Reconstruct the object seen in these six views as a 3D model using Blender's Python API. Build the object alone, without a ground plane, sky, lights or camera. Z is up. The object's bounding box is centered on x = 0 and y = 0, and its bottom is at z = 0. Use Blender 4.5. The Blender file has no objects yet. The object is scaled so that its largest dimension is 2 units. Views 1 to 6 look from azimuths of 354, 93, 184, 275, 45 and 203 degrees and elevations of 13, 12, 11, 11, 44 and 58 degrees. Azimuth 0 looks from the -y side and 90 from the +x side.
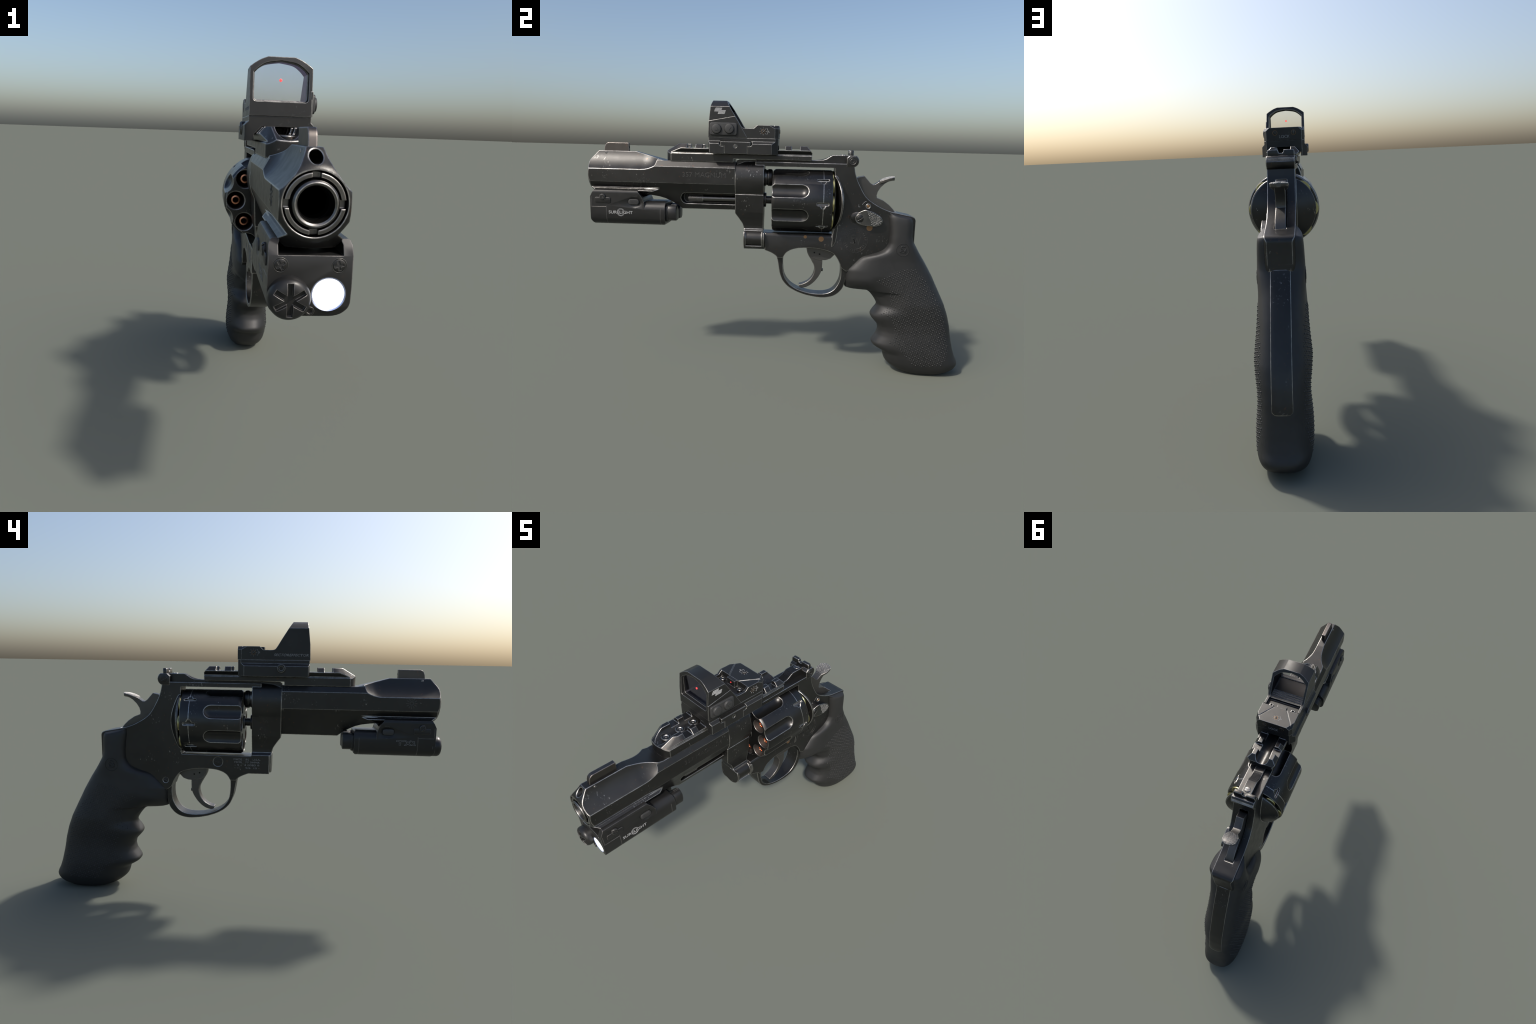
import bpy, bmesh, math, random
from math import pi, sin, cos, sqrt, radians
from mathutils import Vector, Matrix
from mathutils.bvhtree import BVHTree

random.seed(7)
scene = bpy.context.scene
COL = scene.collection
BORE = 1.030          # height of the bore axis
AXIS = 0.9140         # height of the cylinder axis

# ------------------------------------------------------------------ materials
def node_mat(name):
    m = bpy.data.materials.new(name)
    m.use_nodes = True
    nt = m.node_tree
    return m, nt, nt.nodes, nt.links, nt.nodes["Principled BSDF"]

def ramp(N, L, src, p0, p1, c0=0.0, c1=1.0):
    r = N.new("ShaderNodeMapRange")
    r.inputs["From Min"].default_value = p0
    r.inputs["From Max"].default_value = p1
    r.inputs["To Min"].default_value = c0
    r.inputs["To Max"].default_value = c1
    L.new(src, r.inputs["Value"])
    return r.outputs["Result"]

def math_node(N, L, op, a, b=None, clamp=False):
    n = N.new("ShaderNodeMath")
    n.operation = op
    n.use_clamp = clamp
    for i, v in enumerate((a, b)):
        if v is None:
            continue
        if isinstance(v, (int, float)):
            n.inputs[i].default_value = v
        else:
            L.new(v, n.inputs[i])
    return n.outputs[0]

def mix_col(N, L, fac, a, b):
    n = N.new("ShaderNodeMix")
    n.data_type = "RGBA"
    for i, v in ((0, fac), (6, a), (7, b)):
        if isinstance(v, (int, float)):
            n.inputs[i].default_value = v
        elif isinstance(v, tuple):
            n.inputs[i].default_value = (*v, 1.0)
        else:
            L.new(v, n.inputs[i])
    return n.outputs[2]

def noise(N, L, vec, scale, detail=3.0, rough=0.55):
    n = N.new("ShaderNodeTexNoise")
    n.inputs["Scale"].default_value = scale
    n.inputs["Detail"].default_value = detail
    n.inputs["Roughness"].default_value = rough
    L.new(vec, n.inputs["Vector"])
    return n.outputs["Fac"]

def worn(name, base, edge, metallic=1.0, rough=0.42, wear=1.0, chips=1.0, radius=0.0045,
         grain=0.0, line_y=None, spec=0.5, rust=(0.16, 0.075, 0.045), edge_metal=None):
    """dark finish with bright worn edges, small chips and fine grain"""
    m, nt, N, L, B = node_mat(name)
    tc = N.new("ShaderNodeTexCoord").outputs["Object"]
    geo = N.new("ShaderNodeNewGeometry")
    bev = N.new("ShaderNodeBevel")
    bev.samples = 6
    bev.inputs["Radius"].default_value = radius
    dot = N.new("ShaderNodeVectorMath")
    dot.operation = "DOT_PRODUCT"
    L.new(bev.outputs["Normal"], dot.inputs[0])
    L.new(geo.outputs["Normal"], dot.inputs[1])
    diff = math_node(N, L, "SUBTRACT", 1.0, dot.outputs["Value"])
    n1 = noise(N, L, tc, 26.0, 5.0, 0.65)
    n2 = noise(N, L, tc, 150.0, 2.0)
    brk = ramp(N, L, math_node(N, L, "ADD", math_node(N, L, "MULTIPLY", n1, 0.7), math_node(N, L, "MULTIPLY", n2, 0.3)), 0.40, 0.58)
    em = ramp(N, L, diff, 0.006, 0.055)
    em = math_node(N, L, "MULTIPLY", em, ramp(N, L, brk, 0.0, 1.0, 0.50 * wear, min(1.0, wear * 1.2)), True)
    # chips: thresholded noise inside sparse patches
    patch = ramp(N, L, noise(N, L, tc, 11.0, 2.0), 0.56, 0.66)
    mp = N.new("ShaderNodeMapping")
    mp.inputs["Scale"].default_value = (1.0, 1.7, 1.0)
    mp.inputs["Rotation"].default_value = (0.7, 0.3, 0.2)
    L.new(tc, mp.inputs["Vector"])
    chip = ramp(N, L, noise(N, L, mp.outputs[0], 75.0, 4.0, 0.7), 0.60, 0.68)
    chip = math_node(N, L, "MULTIPLY", math_node(N, L, "MULTIPLY", chip, patch), 0.55 * chips, True)
    mask = math_node(N, L, "MAXIMUM", em, chip)
    if line_y is not None:
        sx = N.new("ShaderNodeSeparateXYZ")
        L.new(tc, sx.inputs[0])
        d = math_node(N, L, "ABSOLUTE", math_node(N, L, "SUBTRACT", sx.outputs["Y"], line_y))
        r2 = math_node(N, L, "ADD", math_node(N, L, "POWER", sx.outputs["X"], 2.0),
                       math_node(N, L, "POWER", math_node(N, L, "SUBTRACT", sx.outputs["Z"], AXIS), 2.0))
        ln = math_node(N, L, "MULTIPLY", ramp(N, L, d, 0.0022, 0.001), ramp(N, L, r2, 0.0255, 0.0258))
        ln = math_node(N, L, "MULTIPLY", ln, ramp(N, L, n2, 0.3, 0.6, 0.35, 0.9))
        mask = math_node(N, L, "MAXIMUM", mask, ln)
    tone = mix_col(N, L, ramp(N, L, noise(N, L, tc, 5.0, 3.0), 0.3, 0.7),
                   tuple(c * 0.86 for c in base), tuple(c * 1.12 for c in base))
    redd = math_node(N, L, "MULTIPLY", ramp(N, L, noise(N, L, tc, 60.0, 3.0), 0.66, 0.72), 0.35 * chips, True)
    tone = mix_col(N, L, redd, tone, rust)
    L.new(mix_col(N, L, mask, tone, edge), B.inputs["Base Color"])
    rg = ramp(N, L, n1, 0.3, 0.7, rough - 0.05, rough + 0.06)
    L.new(math_node(N, L, "ADD", rg, math_node(N, L, "MULTIPLY", mask, 0.38 - rough)), B.inputs["Roughness"])
    if metallic < 0.99:
        L.new(ramp(N, L, mask, 0.0, 1.0, metallic, edge_metal if edge_metal is not None else metallic), B.inputs["Metallic"])
    else:
        B.inputs["Metallic"].default_value = 1.0
    B.inputs["Specular IOR Level"].default_value = spec
    if grain > 0:
        bp = N.new("ShaderNodeBump")
        bp.inputs["Strength"].default_value = grain
        bp.inputs["Distance"].default_value = 0.001
        L.new(noise(N, L, tc, 420.0, 2.0), bp.inputs["Height"])
        L.new(bev.outputs["Normal"], bp.inputs["Normal"])
        L.new(bp.outputs["Normal"], B.inputs["Normal"])
    else:
        L.new(bev.outputs["Normal"], B.inputs["Normal"])
    return m

def plain(name, col, metallic=0.0, rough=0.5, spec=0.5, var=0.12, scale=40.0):
    m, nt, N, L, B = node_mat(name)
    tc = N.new("ShaderNodeTexCoord").outputs["Object"]
    f = ramp(N, L, noise(N, L, tc, scale), 0.3, 0.7)
    L.new(mix_col(N, L, f, tuple(c * (1 - var) for c in col), tuple(min(1, c * (1 + var)) for c in col)), B.inputs["Base Color"])
    B.inputs["Metallic"].default_value = metallic
    B.inputs["Roughness"].default_value = rough
    B.inputs["Specular IOR Level"].default_value = spec
    return m

def glow(name, col, strength):
    m, nt, N, L, B = node_mat(name)
    tc = N.new("ShaderNodeTexCoord").outputs["Object"]
    f = ramp(N, L, noise(N, L, tc, 20.0), 0.0, 1.0)
    L.new(mix_col(N, L, f, col, tuple(min(1, c * 1.05) for c in col)), B.inputs["Emission Color"])
    B.inputs["Base Color"].default_value = (*col, 1)
    B.inputs["Emission Strength"].default_value = strength
    return m

GUN = worn("blackened_steel", (0.0505, 0.0495, 0.048), (0.62, 0.60, 0.57), metallic=0.84, rough=0.35, chips=1.0, grain=0.24, radius=0.0056, edge_metal=1.0)
CYL = worn("cylinder_steel", (0.054, 0.053, 0.052), (0.64, 0.62, 0.59), metallic=0.88, rough=0.32, chips=0.7, grain=0.10, line_y=0.236, radius=0.0056, edge_metal=1.0)
SOFT = worn("anodised_aluminium", (0.0335, 0.0332, 0.0325), (0.48, 0.47, 0.45), metallic=0.62, rough=0.40, wear=0.85, chips=0.12,
            radius=0.0036, grain=0.12, edge_metal=1.0)
POLY = worn("light_housing", (0.0185, 0.0182, 0.0178), (0.24, 0.23, 0.22), metallic=0.25, rough=0.38, wear=0.75, chips=0.15, radius=0.0028,
            edge_metal=0.7)
STEEL = worn("hammer_steel", (0.105, 0.101, 0.096), (0.52, 0.50, 0.47), metallic=0.8, rough=0.40, wear=0.6, chips=0.5, grain=0.35, edge_metal=1.0)
MUZZLE = worn("muzzle_steel", (0.155, 0.150, 0.145), (0.55, 0.53, 0.5), rough=0.33, wear=1.0, chips=0.7)
RUSTY = worn("sight_steel", (0.115, 0.104, 0.096), (0.46, 0.40, 0.37), rough=0.42, wear=1.0, chips=1.4, rust=(0.22, 0.12, 0.085))
LATCH = worn("latch_steel", (0.12, 0.119, 0.117), (0.64, 0.62, 0.59), rough=0.36, wear=0.9, chips=0.3)
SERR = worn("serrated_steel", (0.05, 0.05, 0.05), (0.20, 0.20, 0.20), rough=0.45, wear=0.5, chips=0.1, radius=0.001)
RUBBER = worn("grip_rubber", (0.0175, 0.0174, 0.0172), (0.025, 0.027, 0.027), metallic=0.0, rough=0.50, wear=0.2, chips=0.1, grain=0.30,
              rust=(0.026, 0.025, 0.025))
NUB = plain("stipple_rubber", (0.024, 0.0238, 0.0235), rough=0.45)
PAD = plain("button_rubber", (0.032, 0.032, 0.032), rough=0.55)
DARK = plain("black_recess", (0.008, 0.008, 0.008), rough=0.7, spec=0.2)
BLACK = plain("hole_shade_black", (0.003, 0.003, 0.003), rough=0.9, spec=0.0)  # near-black colour standing in for the deep shade inside holes
SCREW = worn("dark_screw", (0.043, 0.042, 0.041), (0.34, 0.33, 0.31), metallic=0.8, rough=0.38, wear=0.55, chips=0.2, radius=0.0013, edge_metal=1.0)
BRASS = plain("brass", (0.46, 0.42, 0.20), 1.0, 0.34)
COPPER = plain("copper_jacket", (0.60, 0.27, 0.16), 1.0, 0.30)
PINCU = plain("bronze_pin", (0.25, 0.145, 0.07), 0.5, 0.5)
RIM = plain("dial_rim", (0.16, 0.095, 0.05), 0.8, 0.4)
PAINT = plain("white_marking", (0.36, 0.36, 0.36), rough=0.6, var=0.3, scale=300.0)
FAINT = plain("faint_marking", (0.24, 0.24, 0.245), 0.3, 0.55, var=0.45, scale=120.0)
ETCH = worn("etched_marking", (0.085, 0.083, 0.08), (0.30, 0.29, 0.28), rough=0.5, wear=0.25, chips=1.6, radius=0.001)
TUBE = plain("chamber_steel", (0.125, 0.108, 0.100), 0.7, 0.42)
LAMP = glow("lamp_glow", (0.95, 0.97, 1.0), 1.6)
LAMPRIM = plain("lamp_rim", (0.55, 0.62, 0.95), 0.8, 0.2)
REDDOT = glow("red_dot_glow", (1.0, 0.06, 0.06), 1.3)

def glass_mat():
    m, nt, N, L, B = node_mat("coated_glass")
    tc = N.new("ShaderNodeTexCoord").outputs["Object"]
    f = ramp(N, L, noise(N, L, tc, 8.0), 0.2, 0.8)
    lw = N.new("ShaderNodeLayerWeight")
    lw.inputs["Blend"].default_value = 0.35
    c = mix_col(N, L, f, (0.75, 0.75, 0.77), (0.79, 0.79, 0.80))
    L.new(mix_col(N, L, ramp(N, L, lw.outputs["Facing"], 0.1, 0.8), c, (0.46, 0.42, 0.62)), B.inputs["Base Color"])
    B.inputs["Transmission Weight"].default_value = 1.0
    B.inputs["Roughness"].default_value = 0.0
    B.inputs["IOR"].default_value = 1.55
    B.inputs["Specular Tint"].default_value = (0.62, 0.52, 1.0, 1)
    return m
GLASS = glass_mat()

# ------------------------------------------------------------------ mesh helpers
def obj_from_bm(bm, name, mat=None, parent=None, angle=32):
    bmesh.ops.remove_doubles(bm, verts=bm.verts, dist=1e-6)
    bmesh.ops.recalc_face_normals(bm, faces=bm.faces)
    me = bpy.data.meshes.new(name)
    bm.to_mesh(me)
    bm.free()
    o = bpy.data.objects.new(name, me)
    COL.objects.link(o)
    finish(o, mat, parent, angle)
    return o

def finish(o, mat=None, parent=None, angle=32):
    me = o.data
    for p in me.polygons:
        p.use_smooth = True
    me.set_sharp_from_angle(angle=radians(angle))
    if mat:
        me.materials.clear()
        me.materials.append(mat)
    if parent:
        o.parent = parent

def loop_solid(name, loops, mat=None, parent=None, closed=False, angle=32):
    """skin a list of point rings; caps the ends"""
    bm = bmesh.new()
    rings = [[bm.verts.new(p) for p in lp] for lp in loops]
    n = len(rings[0])
    for a, b in zip(rings, rings[1:] + ([rings[0]] if closed else [])):
        for i in range(n):
            j = (i + 1) % n
            bm.faces.new((a[i], a[j], b[j], b[i]))
    if not closed:
        bm.faces.new(rings[0])
        bm.faces.new(list(reversed(rings[-1])))
    return obj_from_bm(bm, name, mat, parent, angle)

def prism_x(name, pts, x0, x1, mat=None, parent=None, angle=32):
    return loop_solid(name, [[(x, y, z) for y, z in pts] for x in (x0, x1)], mat, parent, angle=angle)

def prism_y(name, pts, y0, y1, mat=None, parent=None, angle=32):
    return loop_solid(name, [[(x, y, z) for x, z in pts] for y in (y0, y1)], mat, parent, angle=angle)

def prism_z(name, pts, z0, z1, mat=None, parent=None, angle=32):
    return loop_solid(name, [[(x, y, z) for x, y in pts] for z in (z0, z1)], mat, parent, angle=angle)

def box(name, x0, x1, y0, y1, z0, z1, mat=None, parent=None):
    return prism_x(name, [(y0, z0), (y1, z0), (y1, z1), (y0, z1)], x0, x1, mat, parent)

def mirror(half):
    """right half outline from top to bottom -> closed symmetric outline"""
    return list(half) + [(-x, z) for x, z in reversed(half) if abs(x) > 1e-9]

def lathe(name, prof, origin, axis="y", seg=64, mat=None, parent=None, angle=32):
    """prof: (radius, position along axis); first/last radius 0 closes it, otherwise ring is closed"""
    o = Vector(origin)
    ax = {"x": (Vector((0, 1, 0)), Vector((0, 0, 1)), Vector((1, 0, 0))),
          "y": (Vector((1, 0, 0)), Vector((0, 0, 1)), Vector((0, 1, 0))),
          "z": (Vector((1, 0, 0)), Vector((0, 1, 0)), Vector((0, 0, 1)))}[axis]
    bm = bmesh.new()
    solid = prof[0][0] < 1e-9 and prof[-1][0] < 1e-9
    rings = []
    for r, a in prof:
        if r < 1e-9:
            rings.append([bm.verts.new(o + ax[2] * a)])
        else:
            rings.append([bm.verts.new(o + ax[2] * a + (ax[0] * cos(t) + ax[1] * sin(t)) * r)
                          for t in (2 * pi * (i + 0.5) / seg for i in range(seg))])
    pairs = list(zip(rings, rings[1:]))
    if not solid:
        pairs.append((rings[-1], rings[0]))
    for a, b in pairs:
        for i in range(seg):
            j = (i + 1) % seg
            vs = [a[i % len(a)], a[j % len(a)], b[j % len(b)], b[i % len(b)]]
            u = []
            for v in vs:
                if v not in u:
                    u.append(v)
            if len(u) >= 3:
                bm.faces.new(u)
    return obj_from_bm(bm, name, mat, parent, angle)

def cyl(name, origin, axis, r, a0, a1, seg=48, mat=None, parent=None):
    return lathe(name, [(0, a0), (r, a0), (r, a1), (0, a1)], origin, axis, seg, mat, parent)

def apply_mods(o):
    dg = bpy.context.evaluated_depsgraph_get()
    me = bpy.data.meshes.new_from_object(o.evaluated_get(dg))
    old = o.data
    o.modifiers.clear()
    o.data = me
    bpy.data.meshes.remove(old)

def drop(o):
    me = o.data
    bpy.data.objects.remove(o)
    bpy.data.meshes.remove(me)

def boolean(o, others, op="DIFFERENCE"):
    if not isinstance(others, (list, tuple)):
        others = [others]
    for c in others:
        md = o.modifiers.new("b", "BOOLEAN")
        md.operation = op
        md.solver = "EXACT"
        md.object = c
        apply_mods(o)
        drop(c)
    return o

def cut(o, *c):
    return boolean(o, list(c), "DIFFERENCE")

def join(o, *c):
    return boolean(o, list(c), "UNION")

def keep(o, *c):
    return boolean(o, list(c), "INTERSECT")

def bevel(o, width, seg=2, angle=40):
    md = o.modifiers.new("v", "BEVEL")
    md.width = width
    md.segments = seg
    md.limit_method = "ANGLE"
    md.angle_limit = radians(angle)
    md.use_clamp_overlap = True
    apply_mods(o)
    finish(o)
    return o

def merge(name, objs, mat=None, parent=None):
    """plain join of several meshes into one object (no boolean)"""
    bm = bmesh.new()
    for o in objs:
        bm.from_mesh(o.data)
    me = bpy.data.meshes.new(name)
    bm.to_mesh(me)
    bm.free()
    for o in objs:
        drop(o)
    r = bpy.data.objects.new(name, me)
    COL.objects.link(r)
    finish(r, mat, parent)
    return r

def smooth_line(pts, steps=6):
    """Catmull-Rom through the points"""
    out = []
    for i in range(len(pts) - 1):
        p0 = pts[max(i - 1, 0)]; p1 = pts[i]; p2 = pts[i + 1]; p3 = pts[min(i + 2, len(pts) - 1)]
        for k in range(steps):
            t = k / steps
            out.append(tuple(0.5 * (2 * b + (c - a) * t + (2 * a - 5 * b + 4 * c - d) * t * t + (-a + 3 * b - 3 * c + d) * t ** 3)
                             for a, b, c, d in zip(p0, p1, p2, p3)))
    out.append(tuple(pts[-1]))
    return out

def rounded(pts, r, seg=5):
    """round every corner of a polygon"""
    out = []
    n = len(pts)
    for i in range(n):
        a, b, c = Vector(pts[i - 1]), Vector(pts[i]), Vector(pts[(i + 1) % n])
        u, v = (a - b), (c - b)
        d = min(r, u.length * 0.49, v.length * 0.49)
        s, e = b + u.normalized() * d, b + v.normalized() * d
        for k in range(seg + 1):
            t = k / seg
            out.append(tuple(s * (1 - t) ** 2 + b * 2 * t * (1 - t) + e * t * t))
    return out

def rect(a0, a1, b0, b1):
    return [(a0, b0), (a1, b0), (a1, b1), (a0, b1)]

def arc(cx, cy, r, a0, a1, n=12):
    return [(cx + r * cos(radians(a0 + (a1 - a0) * i / n)), cy + r * sin(radians(a0 + (a1 - a0) * i / n))) for i in range(n + 1)]

FACE = {"right": ((0, 1, 0), (0, 0, 1), (1, 0, 0)), "left": ((0, -1, 0), (0, 0, 1), (-1, 0, 0)),
        "rear": ((-1, 0, 0), (0, 0, 1), (0, 1, 0)), "front": ((1, 0, 0), (0, 0, 1), (0, -1, 0)),
        "top": ((-1, 0, 0), (0, -1, 0), (0, 0, 1))}

def face_matrix(face, loc):
    a, b, c = (Vector(v) for v in FACE[face])
    m = Matrix((a, b, c)).transposed().to_4x4()
    m.translation = Vector(loc)
    return m

def lettering(name, body, face, loc, width, height, depth, mat, parent, shear=0.0, bold=0.0):
    cu = bpy.data.curves.new("letters", "FONT")
    cu.body = body
    cu.align_x = "CENTER"
    cu.align_y = "CENTER"
    cu.shear = shear
    cu.offset = bold
    cu.resolution_u = 3
    t = bpy.data.objects.new("letters", cu)
    COL.objects.link(t)
    dg = bpy.context.evaluated_depsgraph_get()
    me = bpy.data.meshes.new_from_object(t.evaluated_get(dg))
    bpy.data.objects.remove(t)
    xs = [v.co.x for v in me.vertices]; ys = [v.co.y for v in me.vertices]
    sx = width / (max(xs) - min(xs)); sy = height / (max(ys) - min(ys))
    cx = (max(xs) + min(xs)) / 2; cy = (max(ys) + min(ys)) / 2
    bm = bmesh.new()
    bm.from_mesh(me)
    bpy.data.meshes.remove(me)
    ext = bmesh.ops.extrude_face_region(bm, geom=bm.faces[:])
    for v in [g for g in ext["geom"] if isinstance(g, bmesh.types.BMVert)]:
        v.co.z += 1.0
    for v in bm.verts:
        v.co = Vector(((v.co.x - cx) * sx, (v.co.y - cy) * sy, depth if v.co.z > 0.5 else -0.002))
    bm.transform(face_matrix(face, loc))
    return obj_from_bm(bm, name, mat, parent)

def face_poly(name, pts, face, loc, depth, mat, parent, back=0.002):
    """flat-ended solid standing on a face: pts are local right/up"""
    m = face_matrix(face, loc)
    loops = [[tuple(m @ Vector((x, y, d))) for x, y in pts] for d in (-back, depth)]
    return loop_solid(name, loops, mat, parent)

def disc_pts(r, n=24, cx=0, cy=0):
    return [(cx + r * cos(2 * pi * i / n), cy + r * sin(2 * pi * i / n)) for i in range(n)]

def ring_on_face(name, r0, r1, face, loc, depth, mat, parent, a0=0, a1=360, n=40):
    m = face_matrix(face, loc)
    full = abs(a1 - a0) >= 360
    loops = []
    for i in range(n if full else n + 1):
        t = radians(a0 + (a1 - a0) * i / n)
        loops.append([tuple(m @ Vector((r * cos(t), r * sin(t), d))) for r, d in ((r0, -0.001), (r1, -0.001), (r1, depth), (r0, depth))])
    return loop_solid(name, loops, mat, parent, closed=full)

def slotted_screw(name, r, face, loc, depth, mat, parent, ang=35, rim=None, dome=0.3):
    m = face_matrix(face, loc)
    bm = bmesh.new()
    o = lathe(name, [(0, -0.003), (r, -0.003), (r, depth * 0.6), (r * 0.8, depth), (0, depth + dome * 0.2 * depth)], (0, 0, 0), "z", 32)
    s = prism_z("slot", [tuple(Matrix.Rotation(radians(ang), 2) @ Vector(p)) for p in rect(-r * 1.2, r * 1.2, -r * 0.13, r * 0.13)], depth * 0.35, depth * 3)
    cut(o, s)
    o.data.transform(m)
    finish(o, mat, parent)
    if rim:
        ring_on_face("screw_rim", r * 1.02, r * 1.2, face, loc, depth * 0.25, rim, parent)
    return o

def star_screw(name, r, face, loc, depth, mat, parent, arms=2, slot=0.22, reach=0.62, rot=20, rim=None):
    m = face_matrix(face, loc)
    o = lathe(name, [(0, -0.003), (r, -0.003), (r, depth * 0.5), (r * 0.85, depth), (0, depth * 1.15)], (0, 0, 0), "z", 32)
    for k in range(arms):
        M = Matrix.Rotation(radians(rot + 180 * k / arms), 2)
        cut(o, prism_z("slot", [tuple(M @ Vector(p)) for p in rect(-r * reach, r * reach, -r * slot * (1 + 0.01 * k), r * slot)], depth * 0.1, depth * 3))
    o.data.transform(m)
    finish(o, mat, parent)
    if rim:
        ring_on_face("screw_rim", r * 1.04, r * 1.22, face, loc, depth * 0.3, rim, parent)
    return o

def recess(o, r, face, loc, depth):
    c = cyl("hole", (0, 0, 0), "z", r, -depth, depth)
    c.data.transform(face_matrix(face, loc))
    return cut(o, c)

# ------------------------------------------------------------------ root
ROOT = bpy.data.objects.new("revolver", None)
ROOT["label"] = "black eight-shot revolver with red dot sight and weapon light"
ROOT["category"] = "handgun"
COL.objects.link(ROOT)

# ------------------------------------------------------------------ barrel
HW = 0.079
sec = mirror([(0.0, 1.106), (0.061, 1.106), (HW, 1.076), (HW, 0.993), (0.020, 0.857), (0.018, 0.85)])
barrel = prism_y("barrel", sec, -1.02, -0.2135, GUN, ROOT)
for s in (-1, 1):
    full = ((0.0795, 0.9925), (0.056, 0.9635), (0.080, 0.9462), (0.1, 0.94), (0.1, 0.9925))
    cut(barrel, loop_solid("notch", [[(s * (x + (0.0685 - x) * k), y, z + (0.9655 - z) * k) for x, z in full] for y, k in ((-1.1, 0), (-0.69, 0), (-0.595, 0.97))]))
join(barrel, box("rib", -0.061, 0.061, -1.019, -0.585, 1.09, 1.16))
dove = prism_y("dovetail", mirror([(0.0, 0.975), (0.0455, 0.971), (0.077, 0.948), (0.053, 0.927), (0, 0.927)]), -1.018, -0.56)
cut(dove, prism_x("ramp", [(-0.70, 0.90), (-0.695, 0.925), (-0.66, 0.940), (-0.62, 0.953), (-0.595, 0.963), (-0.54, 0.985), (-0.5, 0.9)], -0.2, 0.2))
join(barrel, dove)
side = [(-1.03, 0.9295), (-0.70, 0.9295), (-0.65, 0.926), (-0.61, 0.920), (-0.58, 0.911), (-0.551, 0.897), (-0.52, 0.878), (-0.496, 0.858),
        (-0.2, 0.859), (-0.2, 1.1055), (-0.583, 1.1055), (-0.60, 1.110), (-0.628, 1.118), (-0.68, 1.132), (-0.739, 1.148), (-1.03, 1.148)]
keep(barrel, prism_x("side", side, -0.15, 0.15))
for s in (-1, 1):
    prof = [(0, -1.2), (0.18, -1.2), (0.18, -0.70)] + [(0.18 * cos(radians(a)), -0.70 + 0.18 * sin(radians(a))) for a in range(6, 90, 6)] + [(0, -0.52)]
    cut(barrel, lathe("scoop", prof, (s * 0.193, 0, 1.197), "y", 160))
front = [(0, -0.982), (0.06, -0.981), (0.072, -0.979), (0.080, -0.975), (0.088, -0.967), (0.10, -0.953), (0.118, -0.936), (0.14, -0.91), (0.25, -0.80), (0.25, -0.1), (0, -0.1)]
keep(barrel, lathe("crown", front, (0, 0, BORE), "y", 96))
cut(barrel, cyl("recess", (0, 0, BORE), "y", 0.0715, -1.1, -0.93, 72),
    cyl("bore", (0, 0, BORE), "y", 0.046, -1.1, -0.25, 48),
    cyl("weight_hole", (0, 0, 1.128), "y", 0.0155, -1.1, -0.80, 32))
# ejector rod slot, right side only
slot = [(-0.20, 0.886)] + arc(-0.47, 0.915, 0.029, 270, 90, 14) + [(-0.20, 0.944)]
cut(barrel, prism_x("rod_slot", slot, -0.022, 0.2))
finish(barrel, GUN, ROOT, 20)
tube = lathe("barrel_tube", [(0.0375, -0.965), (0.041, -0.984), (0.046, -0.987), (0.051, -0.982), (0.0515, -0.93), (0.045, -0.93), (0.045, -0.26), (0.0375, -0.26)],
             (0, 0, BORE), "y", 64, MUZZLE, ROOT)
lathe("bore_shade_liner", [(0.0345, -0.955), (0.0372, -0.957), (0.0372, -0.255), (0.0, -0.255), (0.0, -0.265), (0.0345, -0.265)], (0, 0, BORE), "y", 48, BLACK, tube)  # added closed sleeve, coloured black to paint the shade down the bore
nut = lathe("muzzle_nut", [(0.0555, -0.94), (0.0555, -0.972), (0.0575, -0.9765), (0.0665, -0.9765), (0.0685, -0.972), (0.0685, -0.94)], (0, 0, BORE), "y", 72)
for k in range(4):
    a = k * pi / 2
    c = box("n", -0.0095, 0.0095, -1.0, -0.960, 0.03, 0.09)
    c.data.transform(Matrix.Translation((0, 0, BORE)) @ Matrix.Rotation(a, 4, "Y"))
    cut(nut, c)
finish(nut, MUZZLE, ROOT)
lathe("muzzle_seat", [(0.050, -0.945), (0.0712, -0.945), (0.0712, -0.935), (0.050, -0.935)], (0, 0, BORE), "y", 64, DARK, barrel)
slotted_screw("sight_pin", 0.006, "right", (0.0235, -0.895, 1.1365), 0.0015, GUN, barrel)
slotted_screw("sight_pin", 0.006, "left", (-0.0235, -0.895, 1.1365), 0.0015, GUN, barrel)
# front sight
fs = prism_x("front_sight", [(-0.911, 1.140), (-0.779, 1.140), (-0.779, 1.190), (-0.885, 1.190), (-0.893, 1.188), (-0.902, 1.180), (-0.907, 1.168)], -0.0105, 0.0105)
bevel(fs, 0.001, 1)
finish(fs, RUSTY, ROOT)
cyl("sight_fibre", (0, 0, 1.168), "y", 0.006, -0.8, -0.7785, 20, DARK, fs)
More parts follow.
